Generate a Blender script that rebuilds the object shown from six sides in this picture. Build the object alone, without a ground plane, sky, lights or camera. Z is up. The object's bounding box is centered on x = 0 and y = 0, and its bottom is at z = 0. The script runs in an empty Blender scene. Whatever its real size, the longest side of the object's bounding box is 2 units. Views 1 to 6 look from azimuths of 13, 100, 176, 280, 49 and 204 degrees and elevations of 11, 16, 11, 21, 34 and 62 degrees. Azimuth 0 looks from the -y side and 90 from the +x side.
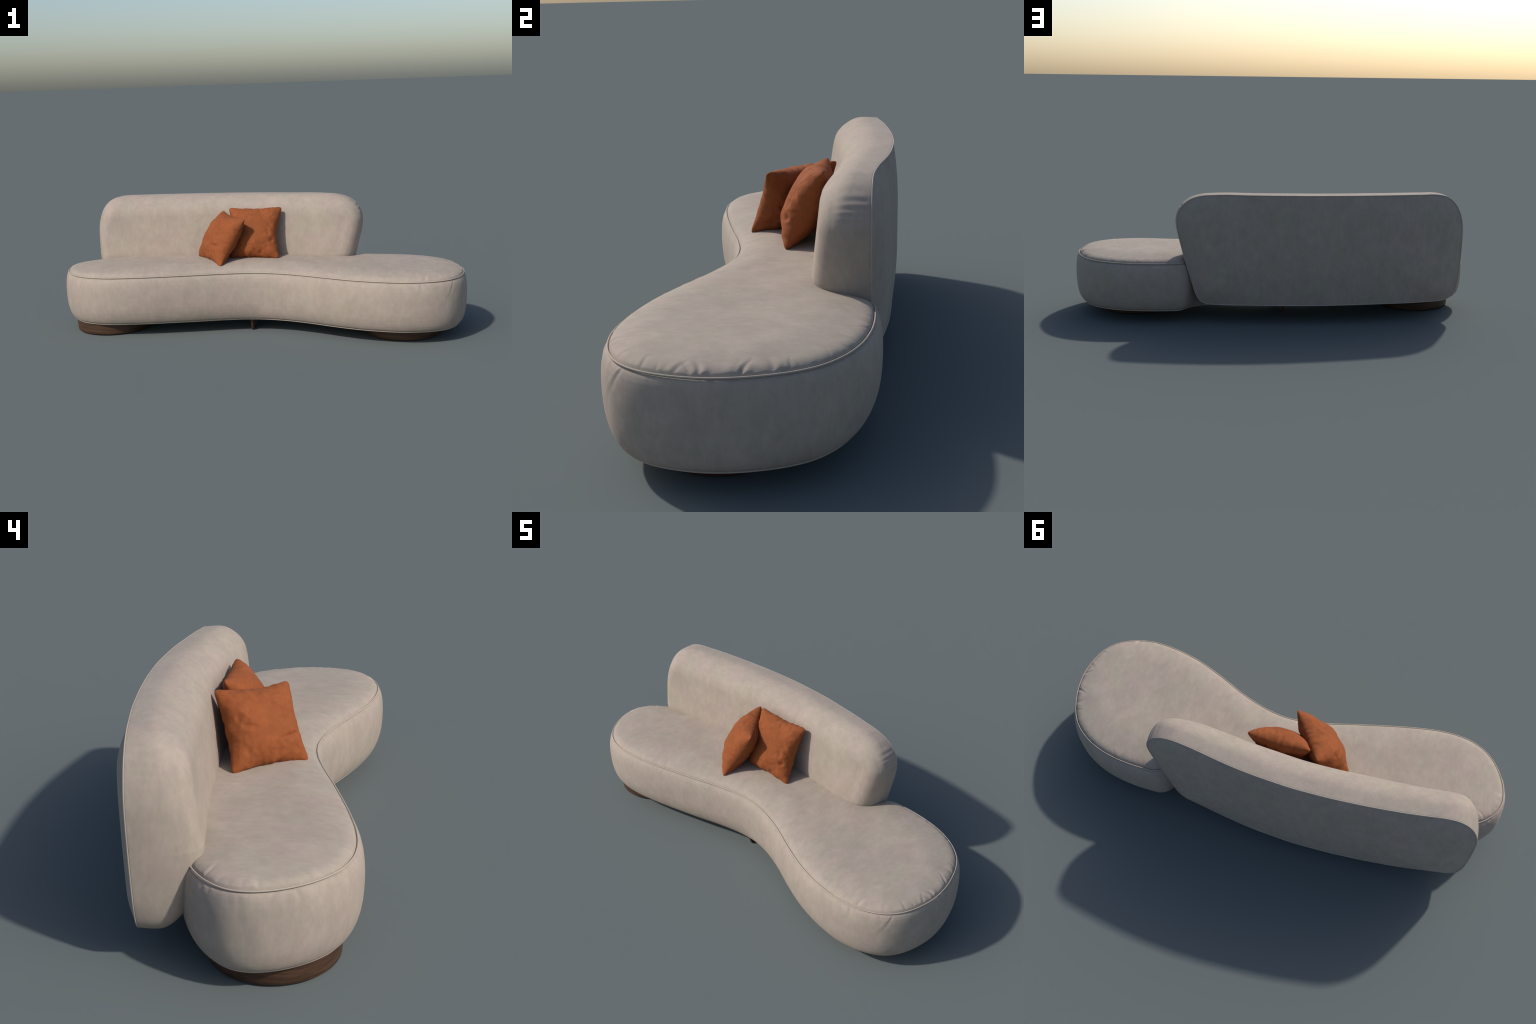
import bpy, bmesh, math
import numpy as np
from mathutils import noise, Vector

# ------------------------------------------------------------------ helpers
def dense_closed(points, n, smooth=0.0):
    """Closed Catmull-Rom curve through the control points, resampled to n evenly
    spaced samples; 'smooth' is the width (m) of a blur along the curve."""
    P = np.array(points, float)
    m = len(P)
    out = []
    t = np.linspace(0, 1, 40, endpoint=False)[:, None]
    for i in range(m):
        p0, p1, p2, p3 = P[i - 1], P[i], P[(i + 1) % m], P[(i + 2) % m]
        l0, l1, l2 = (max(np.linalg.norm(b - a), 1e-6) for a, b in ((p0, p1), (p1, p2), (p2, p3)))
        m1 = ((p1 - p0) / l0 * l1 + (p2 - p1) / l1 * l0) / (l0 + l1) * l1
        m2 = ((p2 - p1) / l1 * l2 + (p3 - p2) / l2 * l1) / (l1 + l2) * l1
        out.append((2*t**3 - 3*t**2 + 1)*p1 + (t**3 - 2*t**2 + t)*m1 + (-2*t**3 + 3*t**2)*p2 + (t**3 - t**2)*m2)
    C = resample_closed(np.vstack(out), n)
    if smooth > 0:
        C = blur_closed(C, smooth)
        C = resample_closed(C, n)
    return C

def resample_closed(C, n):
    D = np.vstack([C, C[:1]])
    s = np.r_[0, np.cumsum(np.linalg.norm(np.diff(D, axis=0), axis=1))]
    q = np.linspace(0, s[-1], n, endpoint=False)
    return np.c_[tuple(np.interp(q, s, D[:, k]) for k in range(D.shape[1]))]

def blur_closed(C, width):
    C = np.asarray(C, float)
    one = C.ndim == 1
    A = C[:, None] if one else C
    n = len(A)
    step = width if one else np.linalg.norm(np.diff(A, axis=0), axis=1).mean()
    sig = (width / step) if not one else width
    f = np.fft.fftfreq(n)
    g = np.exp(-2 * (math.pi * f * sig) ** 2)[:, None]
    R = np.fft.ifft(np.fft.fft(A, axis=0) * g, axis=0).real
    return R[:, 0] if one else R

def normals2d(C, width=0.0):
    """Outward normals of a counter-clockwise closed curve."""
    T = np.roll(C, -1, 0) - np.roll(C, 1, 0)
    N = np.c_[T[:, 1], -T[:, 0]]
    if width:
        N = blur_closed(N, width) if False else N
    return N / np.linalg.norm(N, axis=1)[:, None]

def curvature2d(C):
    T = np.roll(C, -1, 0) - C
    L = np.linalg.norm(T, axis=1)
    a = np.unwrap(np.arctan2(T[:, 1], T[:, 0]))
    d = np.diff(np.r_[a, a[0] + 2 * math.pi])
    return d / L

def smoothstep(a, b, x):
    t = np.clip((x - a) / (b - a), 0, 1)
    return t * t * (3 - 2 * t)

def dist_to_curve(P, C):
    """Distance of 2D points to a closed polyline."""
    A, B = C, np.roll(C, -1, 0)
    AB = B - A
    LL = (AB ** 2).sum(1)
    out = np.empty(len(P))
    for i in range(0, len(P), 4000):
        Q = P[i:i + 4000, None, :]
        t = np.clip(((Q - A) * AB).sum(2) / LL, 0, 1)
        out[i:i + 4000] = np.sqrt((((Q - A) - t[..., None] * AB) ** 2).sum(2)).min(1)
    return out

def closest_on_polyline(P, L):
    A, B = L[:-1], L[1:]
    AB = B - A
    LL = (AB ** 2).sum(1)
    Q = P[:, None, :]
    t = np.clip(((Q - A) * AB).sum(2) / LL, 0, 1)
    X = A + t[..., None] * AB
    k = ((Q - X) ** 2).sum(2).argmin(1)
    return X[np.arange(len(P)), k]

def fbm(P, scale, octaves=3, seed=0.0):
    off = Vector((seed * 3.17, seed * 1.73, seed * 2.41))
    return np.array([noise.fractal(Vector(p) * scale + off, 1.0, 2.0, octaves) for p in P])

def mesh_object(name, verts, faces, mat, parent=None, smooth=True, weld=0.0, last=0):
    me = bpy.data.meshes.new(name)
    me.from_pydata([tuple(v) for v in verts], [], [tuple(int(i) for i in f) for f in faces])
    if weld:
        bm = bmesh.new()
        bm.from_mesh(me)
        if last:  # merge the innermost ring, which has closed onto a line
            bm.verts.ensure_lookup_table()
            bmesh.ops.remove_doubles(bm, verts=bm.verts[len(bm.verts) - last:], dist=0.008)
        bmesh.ops.remove_doubles(bm, verts=bm.verts, dist=weld)
        bmesh.ops.dissolve_degenerate(bm, edges=bm.edges, dist=weld)
        bm.to_mesh(me)
        bm.free()
    me.validate()
    me.update()
    if smooth:
        me.polygons.foreach_set("use_smooth", [True] * len(me.polygons))
    me.materials.append(mat)
    ob = bpy.data.objects.new(name, me)
    bpy.context.scene.collection.objects.link(ob)
    if parent:
        ob.parent = parent
    return ob

def ring_faces(nr, n, base=0, flip=False):
    f = []
    for r in range(nr - 1):
        a, b = base + r * n, base + (r + 1) * n
        for i in range(n):
            j = (i + 1) % n
            q = (a + i, a + j, b + j, b + i)
            f.append(q[::-1] if flip else q)
    return f

def tube(C3, radius, sides=10, up=None):
    """Closed tube around a closed 3D curve."""
    n = len(C3)
    T = np.roll(C3, -1, 0) - np.roll(C3, 1, 0)
    T /= np.linalg.norm(T, axis=1)[:, None]
    U = np.tile(np.array(up, float), (n, 1))
    S = np.cross(T, U)
    S /= np.linalg.norm(S, axis=1)[:, None]
    U = np.cross(S, T)
    V = []
    for k in range(sides):
        a = 2 * math.pi * k / sides
        V.append(C3 + radius * (math.cos(a) * S + math.sin(a) * U))
    V = np.array(V).transpose(1, 0, 2).reshape(-1, 3)
    F = []
    for i in range(n):
        j = (i + 1) % n
        for k in range(sides):
            l = (k + 1) % sides
            F.append((i * sides + k, i * sides + l, j * sides + l, j * sides + k))
    return V, F

# ------------------------------------------------------------------ materials
def new_mat(name):
    m = bpy.data.materials.new(name)
    m.use_nodes = True
    nt = m.node_tree
    nt.nodes.clear()
    o = nt.nodes.new("ShaderNodeOutputMaterial")
    b = nt.nodes.new("ShaderNodeBsdfPrincipled")
    nt.links.new(b.outputs[0], o.inputs[0])
    return m, nt, b

def tex_noise(nt, vec, scale, detail=4, rough=0.55, stretch=None, offset=(0, 0, 0)):
    if stretch or any(offset):
        mp = nt.nodes.new("ShaderNodeMapping")
        mp.inputs["Scale"].default_value = stretch or (1, 1, 1)
        mp.inputs["Location"].default_value = offset
        nt.links.new(vec, mp.inputs[0])
        vec = mp.outputs[0]
    n = nt.nodes.new("ShaderNodeTexNoise")
    n.inputs["Scale"].default_value = scale
    n.inputs["Detail"].default_value = detail
    n.inputs["Roughness"].default_value = rough
    nt.links.new(vec, n.inputs["Vector"])
    return n.outputs[0]

def ramp(nt, fac, stops):
    r = nt.nodes.new("ShaderNodeValToRGB")
    el = r.color_ramp.elements
    while len(el) < len(stops):
        el.new(0.5)
    for e, (p, c) in zip(el, stops):
        e.position = p
        e.color = (*c, 1)
    nt.links.new(fac, r.inputs[0])
    return r.outputs[0]

def mixc(nt, a, b, fac, mode="MIX"):
    m = nt.nodes.new("ShaderNodeMix")
    m.data_type = "RGBA"
    m.blend_type = mode
    for sock, v in ((m.inputs[0], fac), (m.inputs[6], a), (m.inputs[7], b)):
        if hasattr(v, "links"):
            nt.links.new(v, sock)
        elif isinstance(v, (int, float)):
            sock.default_value = v
        else:
            sock.default_value = (*v, 1)
    return m.outputs[2]

def fabric(name, base, streak, contrast, tint=0.022, bump=0.15, sheen=0.12):
    """Brushed suede: an even colour with faint warm and cool clouds and a short,
    streaky nap whose direction is set by the 'streak' stretch."""
    m, nt, b = new_mat(name)
    tc = nt.nodes.new("ShaderNodeTexCoord")
    v = tc.outputs["Object"]
    cloud = tex_noise(nt, v, 9.0, 3, 0.55)
    pink = (base[0] * (1 + tint), base[1] * (1 - 0.4 * tint), base[2] * (1 + 0.6 * tint))
    olive = (base[0] * (1 - tint), base[1] * (1 + 0.2 * tint), base[2] * (1 - 1.2 * tint))
    col = ramp(nt, cloud, [(0.36, olive), (0.5, base), (0.64, pink)])
    for scale, det, stretch, off, k in ((34.0, 5, streak, (0, 0, 0), 0.9), (85.0, 3, streak, (3.1, 1.7, 0.4), 0.7), (11.0, 5, (1, 1, 1), (1.3, 5.2, 2.2), 1.0)):
        n = tex_noise(nt, v, scale, det, 0.6, stretch=stretch, offset=off)
        lo, hi = 1 - contrast * k, 1 + contrast * k
        col = mixc(nt, col, ramp(nt, n, [(0.32, (lo,) * 3), (0.68, (hi,) * 3)]), 1.0, "MULTIPLY")
    nt.links.new(col, b.inputs["Base Color"])
    b.inputs["Roughness"].default_value = 0.85
    b.inputs["Specular IOR Level"].default_value = 0.25
    b.inputs["Sheen Weight"].default_value = sheen
    b.inputs["Sheen Roughness"].default_value = 0.5
    b.inputs["Sheen Tint"].default_value = (*[min(1, c * 1.6) for c in base], 1)
    g = tex_noise(nt, v, 420.0, 2, 0.6)
    bp = nt.nodes.new("ShaderNodeBump")
    bp.inputs["Strength"].default_value = bump
    bp.inputs["Distance"].default_value = 0.002
    nt.links.new(g, bp.inputs["Height"])
    nt.links.new(bp.outputs[0], b.inputs["Normal"])
    return m

def walnut(name):
    m, nt, b = new_mat(name)
    tc = nt.nodes.new("ShaderNodeTexCoord")
    v = tc.outputs["Object"]
    g = tex_noise(nt, v, 14.0, 5, 0.65, stretch=(0.5, 0.5, 7.0))
    f = tex_noise(nt, v, 60.0, 3, 0.6, stretch=(0.4, 0.4, 9.0))
    col = ramp(nt, g, [(0.3, (0.038, 0.018, 0.010)), (0.5, (0.064, 0.032, 0.018)), (0.72, (0.094, 0.050, 0.028))])
    col = mixc(nt, col, ramp(nt, f, [(0.35, (0.8,) * 3), (0.65, (1.15,) * 3)]), 1.0, "MULTIPLY")
    nt.links.new(col, b.inputs["Base Color"])
    b.inputs["Roughness"].default_value = 0.5
    b.inputs["Specular IOR Level"].default_value = 0.35
    return m

BEIGE = fabric("beige_suede", (0.350, 0.291, 0.2415), (1.0, 1.0, 0.50), 0.058)
BEIGE_TOP = fabric("beige_suede_seat", (0.348, 0.291, 0.241), (1.1, 0.50, 1.0), 0.058)
PIPE = fabric("piping_suede", (0.392, 0.331, 0.276), (1.0, 1.0, 1.0), 0.02)  # same beige cloth, base colour lightened to paint in the sun's highlight on the piping
RUST = fabric("rust_suede", (0.256, 0.071, 0.0205), (1.0, 1.0, 1.0), 0.075, tint=0.02, bump=0.2, sheen=0.05)
WOOD = walnut("walnut_wood")

# ------------------------------------------------------------------ the sofa
sofa = bpy.data.objects.new("sofa", None)
bpy.context.scene.collection.objects.link(sofa)
sofa["label"] = "curved beige suede sofa with asymmetric low backrest"
sofa["category"] = "sofa"

# --- seat plan: the seam line seen from above (counter-clockwise), at SEAM_Z
SEAM_Z, FLOOR_Z = 0.2955, 0.059
SEAT_PLAN = [(-0.986, -0.070), (-0.972, -0.141), (-0.942, -0.199), (-0.902, -0.249), (-0.853, -0.288), (-0.790, -0.314),
             (-0.710, -0.323), (-0.630, -0.316), (-0.540, -0.297), (-0.400, -0.258), (-0.290, -0.224), (-0.155, -0.180),
             (-0.045, -0.154), (0.034, -0.148), (0.123, -0.159), (0.250, -0.196), (0.380, -0.249), (0.510, -0.294),
             (0.640, -0.318), (0.765, -0.318), (0.858, -0.290), (0.922, -0.246), (0.958, -0.194), (0.980, -0.120),
             (0.986, -0.050), (0.979, 0.015), (0.955, 0.096), (0.930, 0.150), (0.892, 0.203), (0.840, 0.245),
             (0.760, 0.283), (0.660, 0.305), (0.580, 0.310), (0.515, 0.308), (0.472, 0.304), (0.445, 0.290), (0.425, 0.262),
             (0.390, 0.215), (0.350, 0.190), (0.280, 0.176), (0.120, 0.185), (-0.050, 0.197), (-0.200, 0.198),
             (-0.350, 0.188), (-0.500, 0.171), (-0.640, 0.150), (-0.760, 0.125), (-0.850, 0.095), (-0.905, 0.063),
             (-0.955, 0.015), (-0.980, -0.030)]
N_SEAT = 1400
seam = dense_closed(SEAT_PLAN, N_SEAT, 0.008)
seam_n = normals2d(seam)
arc_len = np.linalg.norm(np.roll(seam, -1, 0) - seam, axis=1).mean()
arc = np.arange(N_SEAT) * arc_len
LOOP = N_SEAT * arc_len

def arc_at(x, y):
    return arc[((seam - np.array((x, y))) ** 2).sum(1).argmin()]

def make_pleats(seed, stretches):
    """Gathers where the seam bends round the two ends: each stretch runs from one
    point of the seam to another, with a pleat every few centimetres."""
    rng = np.random.default_rng(seed)
    out = []
    for (a, b, gap, amp, length) in stretches:
        s0, s1 = arc_at(*a), arc_at(*b)
        if s1 < s0:
            s1 += LOOP
        p = s0 + rng.uniform(0, gap)
        while p < s1:
            fade = math.sin(math.pi * np.clip((p - s0) / (s1 - s0), 0.08, 0.92)) ** 0.5
            out.append((p % LOOP, fade * amp * rng.uniform(0.2, 1.35), length * rng.uniform(0.4, 1.7),
                        rng.uniform(-0.55, 0.55), rng.uniform(0.0035, 0.0075), rng.choice((-1.0, 1.0)), rng.uniform(-16.0, 16.0)))
            p += gap * rng.uniform(0.35, 2.0)
    return out

def gathers(pleats, d):
    """Displacement of the cloth at distance d from the seam (scalar or one per seam sample)."""
    h = np.zeros(N_SEAT)
    for p, amp, length, skew, wid, side, curl in pleats:
        q = (arc - p + skew * d + curl * np.minimum(d, 0.06) ** 2 + LOOP / 2) % LOOP - LOOP / 2
        near = np.abs(q) < 0.08
        dd = d if np.isscalar(d) else d[near]
        x = q[near] / (wid * (1 + 14 * dd))
        shape = -np.exp(-x ** 2) + 0.75 * np.exp(-((x - 1.9 * side) / 1.6) ** 2)
        h[near] += amp * shape * np.exp(-(dd / length) ** 1.6)
    return h

TOP_PLEATS = make_pleats(5, [((0.60, -0.315), (0.93, -0.235), 0.042, 0.0030, 0.022), ((0.93, -0.235), (0.90, 0.19), 0.028, 0.0046, 0.020),
                             ((0.90, 0.19), (0.50, 0.308), 0.030, 0.0032, 0.020), ((-0.85, 0.09), (-0.985, -0.05), 0.032, 0.0045, 0.023),
                             ((-0.985, -0.05), (-0.70, -0.323), 0.042, 0.0030, 0.020), ((-0.60, -0.31), (-0.30, -0.225), 0.05, 0.0012, 0.022),
                             ((0.2, -0.18), (0.55, -0.30), 0.04, 0.0015, 0.024)])
SIDE_PLEATS = make_pleats(8, [((0.72, -0.32), (0.965, -0.175), 0.040, 0.0022, 0.045), ((0.965, -0.175), (0.98, 0.0), 0.06, 0.0006, 0.04),
                              ((-0.93, 0.045), (-0.985, -0.05), 0.040, 0.0035, 0.045), ((-0.985, -0.05), (-0.80, -0.31), 0.045, 0.0026, 0.055)])

# --- upholstered body below the seam: rings of (height, inset of the plan)
# (height, share of the bulge, inset)
PROFILE = [(0.2760, 0.0, 0.0075), (0.2890, 0.0, 0.0046), (0.2905, 0.0, 0.0020), (0.2895, 0.0, 0.0000), (0.2868, 0.22, 0.0), (0.2820, 0.40, 0.0), (0.2720, 0.62, 0.0), (0.2550, 0.82, 0.0), (0.2350, 0.94, 0.0),
           (0.2120, 1.0, 0.0), (0.1900, 1.0, 0.0), (0.1650, 0.95, 0.0), (0.1420, 0.86, 0.0), (0.1200, 0.68, 0.0), (0.1020, 0.44, 0.0),
           (0.0880, 0.18, 0.0), (0.0780, 0.0, 0.0015), (0.0700, 0.0, 0.0065), (0.0645, 0.0, 0.0130), (0.0610, 0.0, 0.0185)]
def refine(profile, k):
    Q = np.array(profile)
    s = np.arange(len(Q))
    t = np.linspace(0, len(Q) - 1, (len(Q) - 1) * k + 1)
    return np.c_[tuple(np.interp(t, s, Q[:, k]) for k in range(3))]
PR = refine(PROFILE, 3)
V = []
bulge = 0.0145 + 0.0065 * np.abs(seam_n[:, 1])
for z, share, inset in PR:
    drop = max(SEAM_Z - z, 0.0)
    push = gathers(SIDE_PLEATS, drop) * smoothstep(0.2910, 0.2840, z)
    xy = seam - seam_n * (inset - share * bulge - push)[:, None]
    V.append(np.c_[xy, np.full(N_SEAT, z)])
nr = len(V)
# flat underside
SPINE = np.array([(-0.77, -0.10), (-0.60, -0.085), (-0.40, -0.045), (-0.20, -0.005), (0.0, 0.015), (0.20, 0.0), (0.40, -0.015), (0.55, -0.01), (0.70, -0.005)])
_sx = np.linspace(SPINE[0, 0], SPINE[-1, 0], 90)
SPINE = np.c_[_sx, np.polyval(np.polyfit(SPINE[:, 0], SPINE[:, 1], 5), _sx)]
bottom = V[-1][:, :2]
mid = closest_on_polyline(seam, SPINE)
for k, zz_ in ((0.06, FLOOR_Z), (0.5, FLOOR_Z), (1.0, FLOOR_Z)):
    V.append(np.c_[bottom + (mid - bottom) * k, np.full(N_SEAT, zz_)])
mesh_object("seat_base", np.vstack(V), ring_faces(len(V), N_SEAT, flip=True), BEIGE, sofa, weld=0.0002)

# --- cushioned seat top: rises steeply from the seam, then runs nearly flat
steps = np.r_[np.linspace(0.0, 0.05, 16), np.linspace(0.05, 0.14, 16)[1:], np.linspace(0.14, 1, 20)[1:] ** 1.0]
toward = mid - seam
reach_len = np.linalg.norm(toward, axis=1)
V = []
for s in steps:
    lin = seam + toward * s
    off = seam - seam_n * (0.0022 + s * reach_len)[:, None]
    w = smoothstep(0.0, 0.25, np.full(N_SEAT, s))[:, None]
    V.append(off * (1 - w) + lin * w)
P2 = np.vstack(V)
d = dist_to_curve(P2, seam)
rear = smoothstep(0.02, 0.26, P2[:, 1]) * smoothstep(0.36, 0.48, P2[:, 0])
under = smoothstep(-0.02, 0.10, P2[:, 1]) * smoothstep(0.44, 0.30, P2[:, 0]) * smoothstep(-0.80, -0.60, P2[:, 0])
u = np.clip(d / (0.140 + 0.05 * rear - 0.085 * under), 0, 1)
crown = -0.0022 * smoothstep(0.45, 0.60, P2[:, 0]) * smoothstep(0.01, 0.06, d) + 0.0070 * np.exp(-((P2[:, 0] + 0.02) / 0.36) ** 2) * smoothstep(0.0, 0.13, d / (1 - 0.5 * under)) - 0.0035 * smoothstep(-0.78, -0.9, P2[:, 0]) * smoothstep(0.01, 0.05, d)
height = 0.0110 * (1 - np.exp(-np.maximum(d - 0.002, 0) / 0.010)) + 0.0235 * (1 - (1 - u) ** 2.2) + crown
soft = fbm(np.c_[P2, np.zeros(len(P2))], 5.0, 2, 3) * 0.0018 * smoothstep(0.02, 0.12, d)
fold = np.concatenate([gathers(TOP_PLEATS, d[k * N_SEAT:(k + 1) * N_SEAT]) if s < 0.6 else np.zeros(N_SEAT) for k, s in enumerate(steps)])
fold *= smoothstep(0.003, 0.010, d)
# tuck down into the seam groove
tuck = -0.0040 * smoothstep(0.0075, 0.0022, d)
Z = SEAM_Z + height + soft + fold + tuck
# a hidden skirt carries the cushion's edge down behind the piping, so that no gap shows
skirt = np.c_[seam - seam_n * 0.0034, np.full(N_SEAT, SEAM_Z - 0.016)]
mesh_object("seat_cushion", np.vstack([skirt, np.c_[P2, Z]]), ring_faces(len(steps) + 1, N_SEAT), BEIGE_TOP, sofa, weld=0.0004, last=N_SEAT)

# --- piping around the seat: at the seam and along the bottom edge
PIPE_R = 0.0024
Vp, Fp = tube(np.c_[seam + seam_n * 0.0006, np.full(N_SEAT, SEAM_Z - 0.0007)], PIPE_R, 10, (0, 0, 1))
mesh_object("seat_piping", Vp, Fp, PIPE, sofa)
low = seam - seam_n * 0.0185
Vp, Fp = tube(np.c_[low, np.full(N_SEAT, 0.0610)], 0.0033, 10, (0, 0, 1))
mesh_object("base_piping", Vp, Fp, PIPE, sofa)

# ------------------------------------------------------------------ backrest
# outline of the back panel in elevation (x, z), counter-clockwise seen from the front
BACK_OUT = [(-0.750, 0.0915), (-0.500, 0.0915), (-0.200, 0.0915), (0.100, 0.0915), (0.290, 0.0915), (0.335, 0.0945), (0.362, 0.108), (0.380, 0.134),
            (0.402, 0.200), (0.430, 0.293), (0.455, 0.390), (0.471, 0.460), (0.475, 0.500), (0.468, 0.537), (0.447, 0.574),
            (0.410, 0.604), (0.360, 0.621), (0.290, 0.627), (0.100, 0.628), (-0.200, 0.628), (-0.500, 0.628), (-0.720, 0.628), (-0.795, 0.627),
            (-0.845, 0.615), (-0.885, 0.584), (-0.913, 0.536), (-0.928, 0.476), (-0.930, 0.430), (-0.928, 0.350), (-0.922, 0.256),
            (-0.912, 0.178), (-0.896, 0.130), (-0.866, 0.102), (-0.820, 0.0935)]
ARC = np.array([(-0.96, 0.222), (-0.88, 0.229), (-0.80, 0.243), (-0.65, 0.276), (-0.497, 0.301), (-0.341, 0.320), (-0.18, 0.331), (-0.01, 0.329),
                (0.077, 0.323), (0.167, 0.313), (0.278, 0.299), (0.36, 0.292), (0.43, 0.293), (0.52, 0.298)])
# smooth the plan arc of the back with a blurred interpolation
_xs = np.linspace(-1.05, 0.6, 661)
_ys = np.interp(_xs, ARC[:, 0], ARC[:, 1])
_k = np.exp(-0.5 * (np.arange(-40, 41) * (_xs[1] - _xs[0]) / 0.035) ** 2)
_ys = np.convolve(np.pad(_ys, 40, mode="edge"), _k / _k.sum(), "valid")
def back_y(x):
    return np.interp(x, _xs, _ys)
def depth_at(z, x):
    """Thickness of the backrest at height z: the front leans back slightly, and the
    padding is fullest left of the middle and thinner at both ends."""
    full = np.interp(x, [-0.95, -0.80, -0.60, -0.40, -0.05, 0.12, 0.28, 0.38, 0.48], [0.97, 1.00, 1.05, 1.085, 1.08, 1.05, 0.975, 0.88, 0.83])
    lean = 0.169 + (0.465 - z) * 0.123
    return full * np.where(z > 0.335, lean, 0.185 - (0.335 - z) * 0.12)

N_BACK = 1000
out = dense_closed(BACK_OUT, N_BACK, 0.010)
out_n = normals2d(out)
nz = out_n[:, 1]
top_w, bot_w = np.clip(nz, 0, 1) ** 1.5, np.clip(-nz, 0, 1) ** 1.5
side_w = 1 - top_w - bot_w
R_edge = blur_closed(0.088 * top_w + 0.20 * bot_w + 0.044 * side_w, 16.0)
T_edge = blur_closed(0.33 * top_w + 0.22 * bot_w + 0.65 * side_w, 16.0)
left_w = blur_closed(np.clip(-out_n[:, 0], 0, 1) ** 2, 16.0)
# gathers over the upper corner by the open end, and fainter ones at the other
corner = np.exp(-(((out[:, 0] - 0.452) / 0.06) ** 2 + ((out[:, 1] - 0.545) / 0.075) ** 2))
corner += 0.35 * np.exp(-(((out[:, 0] + 0.885) / 0.06) ** 2 + ((out[:, 1] - 0.575) / 0.06) ** 2))
ang = 2 * math.pi * np.arange(N_BACK) / N_BACK
run = np.arange(N_BACK) * np.linalg.norm(np.roll(out, -1, 0) - out, axis=1).mean()
wander = fbm(np.c_[run * 9.0, 0 * run, 0 * run], 1.0, 2, 9)
wr = np.sin(2 * math.pi * run / 0.024 + 5.0 * wander) * (0.65 + 0.6 * wander)
ts = np.r_[0.0, 0.004, 0.012, np.linspace(0.03, 0.6, 16), 1 - (1 - np.linspace(0.6, 1.0, 18)[1:]) ** 1.0]
V = []
for i, t in enumerate(ts):
    uu = np.clip((t - T_edge) / (1 - T_edge), 0, 1)
    inset = R_edge * (1 - np.sqrt(np.maximum(0, 1 - uu ** 2)))
    inset = inset - (0.0055 - 0.0015 * top_w) * np.sin(math.pi * min(t / 0.75, 1.0))
    inset = inset + 0.048 * t * left_w
    inset += 0.0025 * math.exp(-(t / 0.008) ** 2)
    inset = inset + corner * wr * 0.0010 * smoothstep(0.02, 0.15, t) * smoothstep(0.85, 0.35, t)
    xz = out - out_n * inset[:, None]
    V.append(np.c_[xz[:, 0], np.full(N_BACK, t), xz[:, 1]])
rim = V[-1][:, [0, 2]]
AXIS = np.array([(-0.66, 0.37), (0.14, 0.37)])
# the innermost line of the front face lies low, inside the seat
midb = closest_on_polyline(rim, AXIS - np.array((0.0, 0.13)))
for s in (0.03, 0.07, 0.12, 0.18, 0.25, 0.33, 0.42, 0.52, 0.62, 0.72, 0.82, 0.92, 1.0):
    xz = rim + (midb - rim) * s
    V.append(np.c_[xz[:, 0], np.ones(N_BACK), xz[:, 1]])
Vb = np.vstack(V)
puff = fbm(np.c_[Vb[:, 0], np.zeros(len(Vb)), Vb[:, 2]], 4.0, 2, 6) * 0.0012 * Vb[:, 1]
Vb[:, 1] = back_y(Vb[:, 0]) - Vb[:, 1] * depth_at(Vb[:, 2], Vb[:, 0]) - puff
mesh_object("backrest", Vb, ring_faces(len(V), N_BACK), BEIGE, sofa, weld=0.0004, last=N_BACK)

# back panel, set inside its piping and softly padded
V = []
base = out - out_n * 0.0022
to_axis = closest_on_polyline(base, AXIS) - base
for s in np.r_[0.0, 0.005, 0.012, 0.022, 0.035, 0.05, np.linspace(0.075, 1.0, 24)]:
    xz = base + to_axis * s
    dd = dist_to_curve(xz, base)
    ends_x = smoothstep(0.15, 0.36, xz[:, 0]) + smoothstep(-0.62, -0.82, xz[:, 0])
    pad = 0.017 + 0.017 * (np.exp(-((xz[:, 0] - 0.33) / 0.18) ** 2) + np.exp(-((xz[:, 0] + 0.80) / 0.20) ** 2))
    lift = pad * (1 - (1 - np.clip(dd / (0.20 - 0.09 * ends_x), 0, 1)) ** 2.0) - 0.0008
    V.append(np.c_[xz[:, 0], back_y(xz[:, 0]) + lift, xz[:, 1]])
panel = mesh_object("back_panel", np.vstack(V), ring_faces(len(V), N_BACK, flip=True), BEIGE, sofa, weld=0.0003, last=N_BACK)
Vp, Fp = tube(np.c_[out[:, 0] - 0.0018 * out_n[:, 0], back_y(out[:, 0]) - 0.0002, out[:, 1] - 0.0018 * out_n[:, 1]], 0.0024, 10, (0, 1, 0))
mesh_object("backrest_piping", Vp, Fp, PIPE, sofa)

# ------------------------------------------------------------------ wooden supports
def disc(name, cx, cy, r_top, r_bot, ztop):
    prof = [(0.0, 0.0), (r_bot * 0.6, 0.0), (r_bot - 0.012, 0.0), (r_bot - 0.004, 0.0012), (r_bot, 0.005), (r_bot + (r_top - r_bot) * 0.35, 0.016),
            (r_bot + (r_top - r_bot) * 0.7, 0.032), (r_top, 0.050), (r_top, ztop), (r_top * 0.5, ztop), (0.0, ztop)]
    n = 128
    a = np.linspace(0, 2 * math.pi, n, endpoint=False)
    V = [np.c_[r * np.cos(a), r * np.sin(a), np.full(n, z)] for r, z in prof]
    ob = mesh_object(name, np.vstack(V), ring_faces(len(V), n, flip=False), WOOD, sofa)
    ob.location = (cx, cy, 0)
    md = ob.modifiers.new("edge", "EDGE_SPLIT")
    md.split_angle = math.radians(50)
    return ob
disc("wooden_base", -0.755, -0.107, 0.186, 0.183, 0.062)
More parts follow.
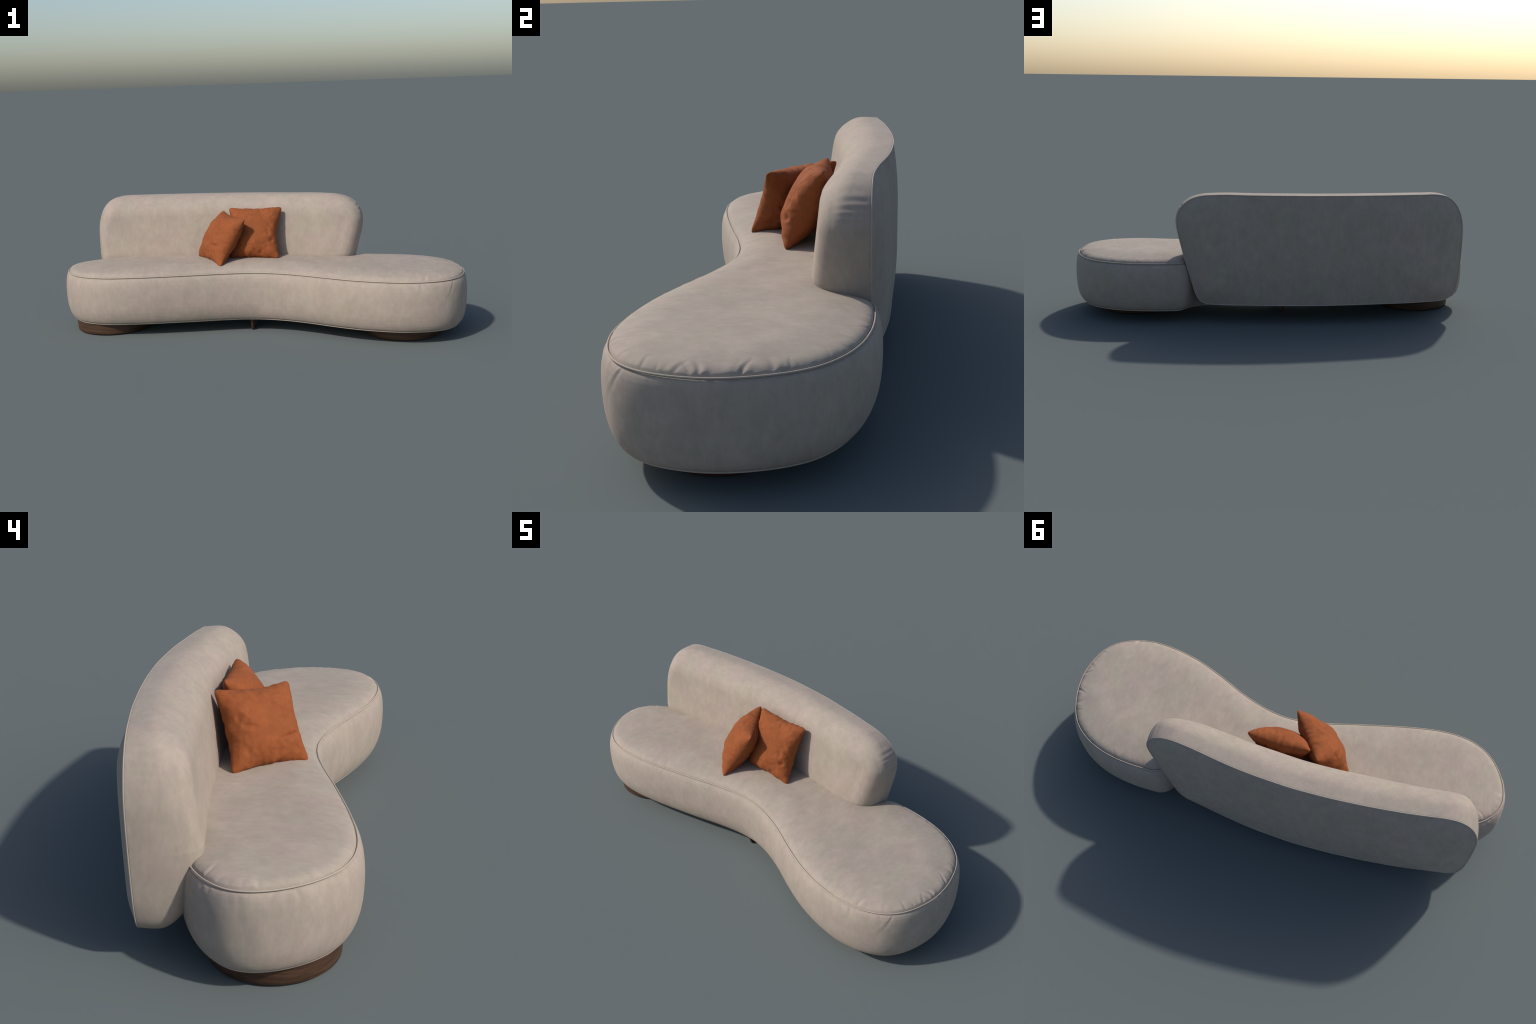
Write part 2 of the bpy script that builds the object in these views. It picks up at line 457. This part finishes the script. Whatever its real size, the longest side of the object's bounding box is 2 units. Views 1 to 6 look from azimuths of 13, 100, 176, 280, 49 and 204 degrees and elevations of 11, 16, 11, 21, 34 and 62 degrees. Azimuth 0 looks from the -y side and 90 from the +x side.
disc("wooden_base", 0.703, -0.060, 0.185, 0.181, 0.062)

# narrow centre board, standing on edge, with rounded ends
p0, p1, half = np.array((-0.0320, -0.100)), np.array((-0.053, 0.070)), 0.0062
ax = (p1 - p0) / np.linalg.norm(p1 - p0)
sd = np.array((-ax[1], ax[0]))
prof = []
for k in range(9):
    a = -math.pi / 2 + math.pi * k / 8
    prof.append(p1 + ax * half * math.cos(a) * 0.6 + sd * half * math.sin(a))
for k in range(9):
    a = math.pi / 2 + math.pi * k / 8
    prof.append(p0 + ax * half * math.cos(a) * 0.6 + sd * half * math.sin(a))
prof = np.array(prof)
ctr = (p0 + p1) / 2
V = []
for shrink, z in ((0.0, 0.0), (0.97, 0.0), (0.985, 0.001), (1.0, 0.004), (1.0, 0.012), (1.0, 0.030), (1.0, 0.060), (0.0, 0.060)):
    reach = 0.020 * (z / 0.060) ** 0.8              # the front edge leans out towards the top
    lean = (prof - p1) @ ax / ((p0 - p1) @ ax)       # 1 at the front end, 0 at the back end
    shape = prof - ax * (reach * np.clip(lean, 0, 1))[:, None]
    V.append(np.c_[ctr + (shape - ctr) * shrink, np.full(len(prof), z)])
mesh_object("support_board", np.vstack(V), ring_faces(len(V), len(prof)), WOOD, sofa, smooth=False)

# ------------------------------------------------------------------ throw pillows
def pillow(name, c00, c10, c11, c01, front, back, pinch, bend, dents, seed, label):
    """Square pillow between four corners (c00 -> c10 along u, c00 -> c01 along v);
    'front' and 'back' are the heights of its two swollen faces."""
    c00, c10, c11, c01 = (np.array(c, float) for c in (c00, c10, c11, c01))
    n, RC = 97, 0.20
    g = np.linspace(-1, 1, n)
    g = np.sign(g) * (1 - (1 - np.abs(g)) ** 1.35)
    U, W = np.meshgrid(g, g, indexing="ij")
    # rounded corners and edges drawn in between the corners
    def warp(a, b):
        side = 1 - b ** 2
        k = pinch[0] if a is U else pinch[1]
        return a * (1 - k * side * np.abs(a) ** 1.5)
    X, Y = warp(U, W), warp(W, U)
    ca, cb = np.clip((np.abs(U) - 1 + RC) / RC, 0, 1), np.clip((np.abs(W) - 1 + RC) / RC, 0, 1)
    X = X - np.sign(U) * RC * ca * (1 - np.sqrt(1 - cb ** 2 / 2))
    Y = Y - np.sign(W) * RC * cb * (1 - np.sqrt(1 - ca ** 2 / 2))
    X, Y = X * 1.046, Y * 1.046
    a, b = (X + 1) / 2, (Y + 1) / 2
    base = ((1 - a) * (1 - b))[..., None] * c00 + (a * (1 - b))[..., None] * c10 + (a * b)[..., None] * c11 + ((1 - a) * b)[..., None] * c01
    nrm = np.cross(c11 - c00, c01 - c10)
    nrm /= np.linalg.norm(nrm)
    full = ((1 - U ** 2) * (1 - W ** 2))
    swell = np.clip((1 - np.abs(U) ** 2.3) * (1 - np.abs(W) ** 2.3), 0, 1) ** 0.56
    edge = np.maximum(np.abs(U), np.abs(W))
    pts, sheets = [], []
    for sgn, h in ((1, front), (-1, back)):
        P = base.reshape(-1, 3)
        wr = fbm(P, 17.0, 3, seed + sgn).reshape(n, n)
        fine = fbm(P, 60.0, 2, seed + 3 * sgn).reshape(n, n)
        hh = h * swell
        hh = hh + wr * 0.013 * np.clip(swell, 0, 1) * smoothstep(0.15, 0.75, edge) + fine * 0.0012 * smoothstep(0.55, 0.95, edge) * smoothstep(1.0, 0.93, edge)
        for (du, dv, su, sv, rot, amp) in dents.get(sgn, ()):
            cu, cv = U - du, W - dv
            ru, rv = cu * math.cos(rot) + cv * math.sin(rot), -cu * math.sin(rot) + cv * math.cos(rot)
            hh = hh - amp * np.exp(-(ru / su) ** 2 - (rv / sv) ** 2)
        hh = np.where(full <= 1e-9, 0.0, np.maximum(hh, 0.0006))
        off = nrm * (sgn * hh + bend * (1 - U ** 2) * (1 - 0.3 * W ** 2))[..., None]
        # little scallops where the seam gathers the cloth
        sc = fbm(P * 1.0, 42.0, 2, seed + 11).reshape(n, n) * 0.0045 * smoothstep(0.75, 1.0, edge) * smoothstep(1.9, 1.5, np.abs(U) + np.abs(W))
        cdir = base - (c00 + c10 + c11 + c01) / 4
        cdir /= np.maximum(np.linalg.norm(cdir, axis=2), 1e-6)[..., None]
        pts.append(base + off + cdir * sc[..., None])
    idx_f = np.arange(n * n).reshape(n, n)
    idx_b = idx_f + n * n
    border = np.zeros((n, n), bool)
    border[0, :] = border[-1, :] = border[:, 0] = border[:, -1] = True
    idx_b = np.where(border, idx_f, idx_b)
    F = []
    for i in range(n - 1):
        for j in range(n - 1):
            F.append((idx_f[i, j], idx_f[i + 1, j], idx_f[i + 1, j + 1], idx_f[i, j + 1]))
            F.append((idx_b[i, j], idx_b[i, j + 1], idx_b[i + 1, j + 1], idx_b[i + 1, j]))
    V = np.vstack([pts[0].reshape(-1, 3), pts[1].reshape(-1, 3)])
    used = np.unique(np.array(F))
    remap = -np.ones(len(V), int)
    remap[used] = np.arange(len(used))
    V = V[used]
    F = [tuple(remap[k] for k in f) for f in F]
    org = np.array((V[:, 0].mean(), V[:, 1].mean(), V[:, 2].min()))
    ob = mesh_object(name, V - org, F, RUST)
    ob.location = org
    md = ob.modifiers.new("soften", "SUBSURF")
    md.levels = md.render_levels = 1
    ob["label"] = label
    ob["category"] = "pillow"
    return ob

# creases pressed into the swollen faces: (u, v, half sizes, turn, depth)
DENTS_A = {1: [(0.52, -0.38, 0.22, 0.05, 0.15, 0.008), (0.72, 0.15, 0.15, 0.05, -0.2, 0.006), (0.62, -0.70, 0.10, 0.12, 0.6, 0.006),
               (-0.52, -0.05, 0.16, 0.06, -0.25, 0.009), (-0.72, 0.20, 0.10, 0.08, 0.4, 0.007), (-0.62, -0.62, 0.08, 0.10, 0.3, 0.005), (0.1, 0.82, 0.10, 0.08, 0.0, 0.004)],
           -1: [(0.55, 0.1, 0.14, 0.06, 0.3, 0.007), (0.75, -0.45, 0.12, 0.06, -0.3, 0.007), (0.0, 0.75, 0.06, 0.15, 0.2, 0.006)]}
DENTS_B = {1: [(0.66, 0.22, 0.14, 0.07, -0.4, 0.007), (0.78, -0.36, 0.10, 0.07, 0.2, 0.008), (0.60, -0.05, 0.08, 0.12, 0.5, 0.005),
               (0.08, -0.80, 0.07, 0.12, 0.3, 0.006), (0.30, -0.84, 0.05, 0.10, -0.2, 0.005), (-0.6, 0.55, 0.18, 0.06, 0.8, 0.004), (0.2, 0.84, 0.05, 0.10, 0.0, 0.004)],
           -1: [(-0.3, 0.7, 0.05, 0.16, 0.1, 0.006), (0.05, 0.75, 0.05, 0.14, -0.2, 0.006), (0.4, 0.7, 0.05, 0.15, 0.2, 0.006)]}
pillow("throw_pillow", (-0.346, 0.072, 0.334), (-0.175, -0.138, 0.321), (-0.063, -0.061, 0.544), (-0.226, 0.145, 0.556),
       0.066, 0.062, (0.14, 0.12), 0.0, DENTS_A, 21.0, "small square rust orange suede pillow, slumped and leaning")
pillow("throw_pillow", (-0.168, 0.010, 0.337), (0.087, 0.016, 0.337), (0.084, 0.129, 0.576), (-0.187, 0.119, 0.573),
       0.066, 0.062, (0.17, 0.09), 0.0, DENTS_B, 42.0, "square rust orange suede pillow against the backrest")
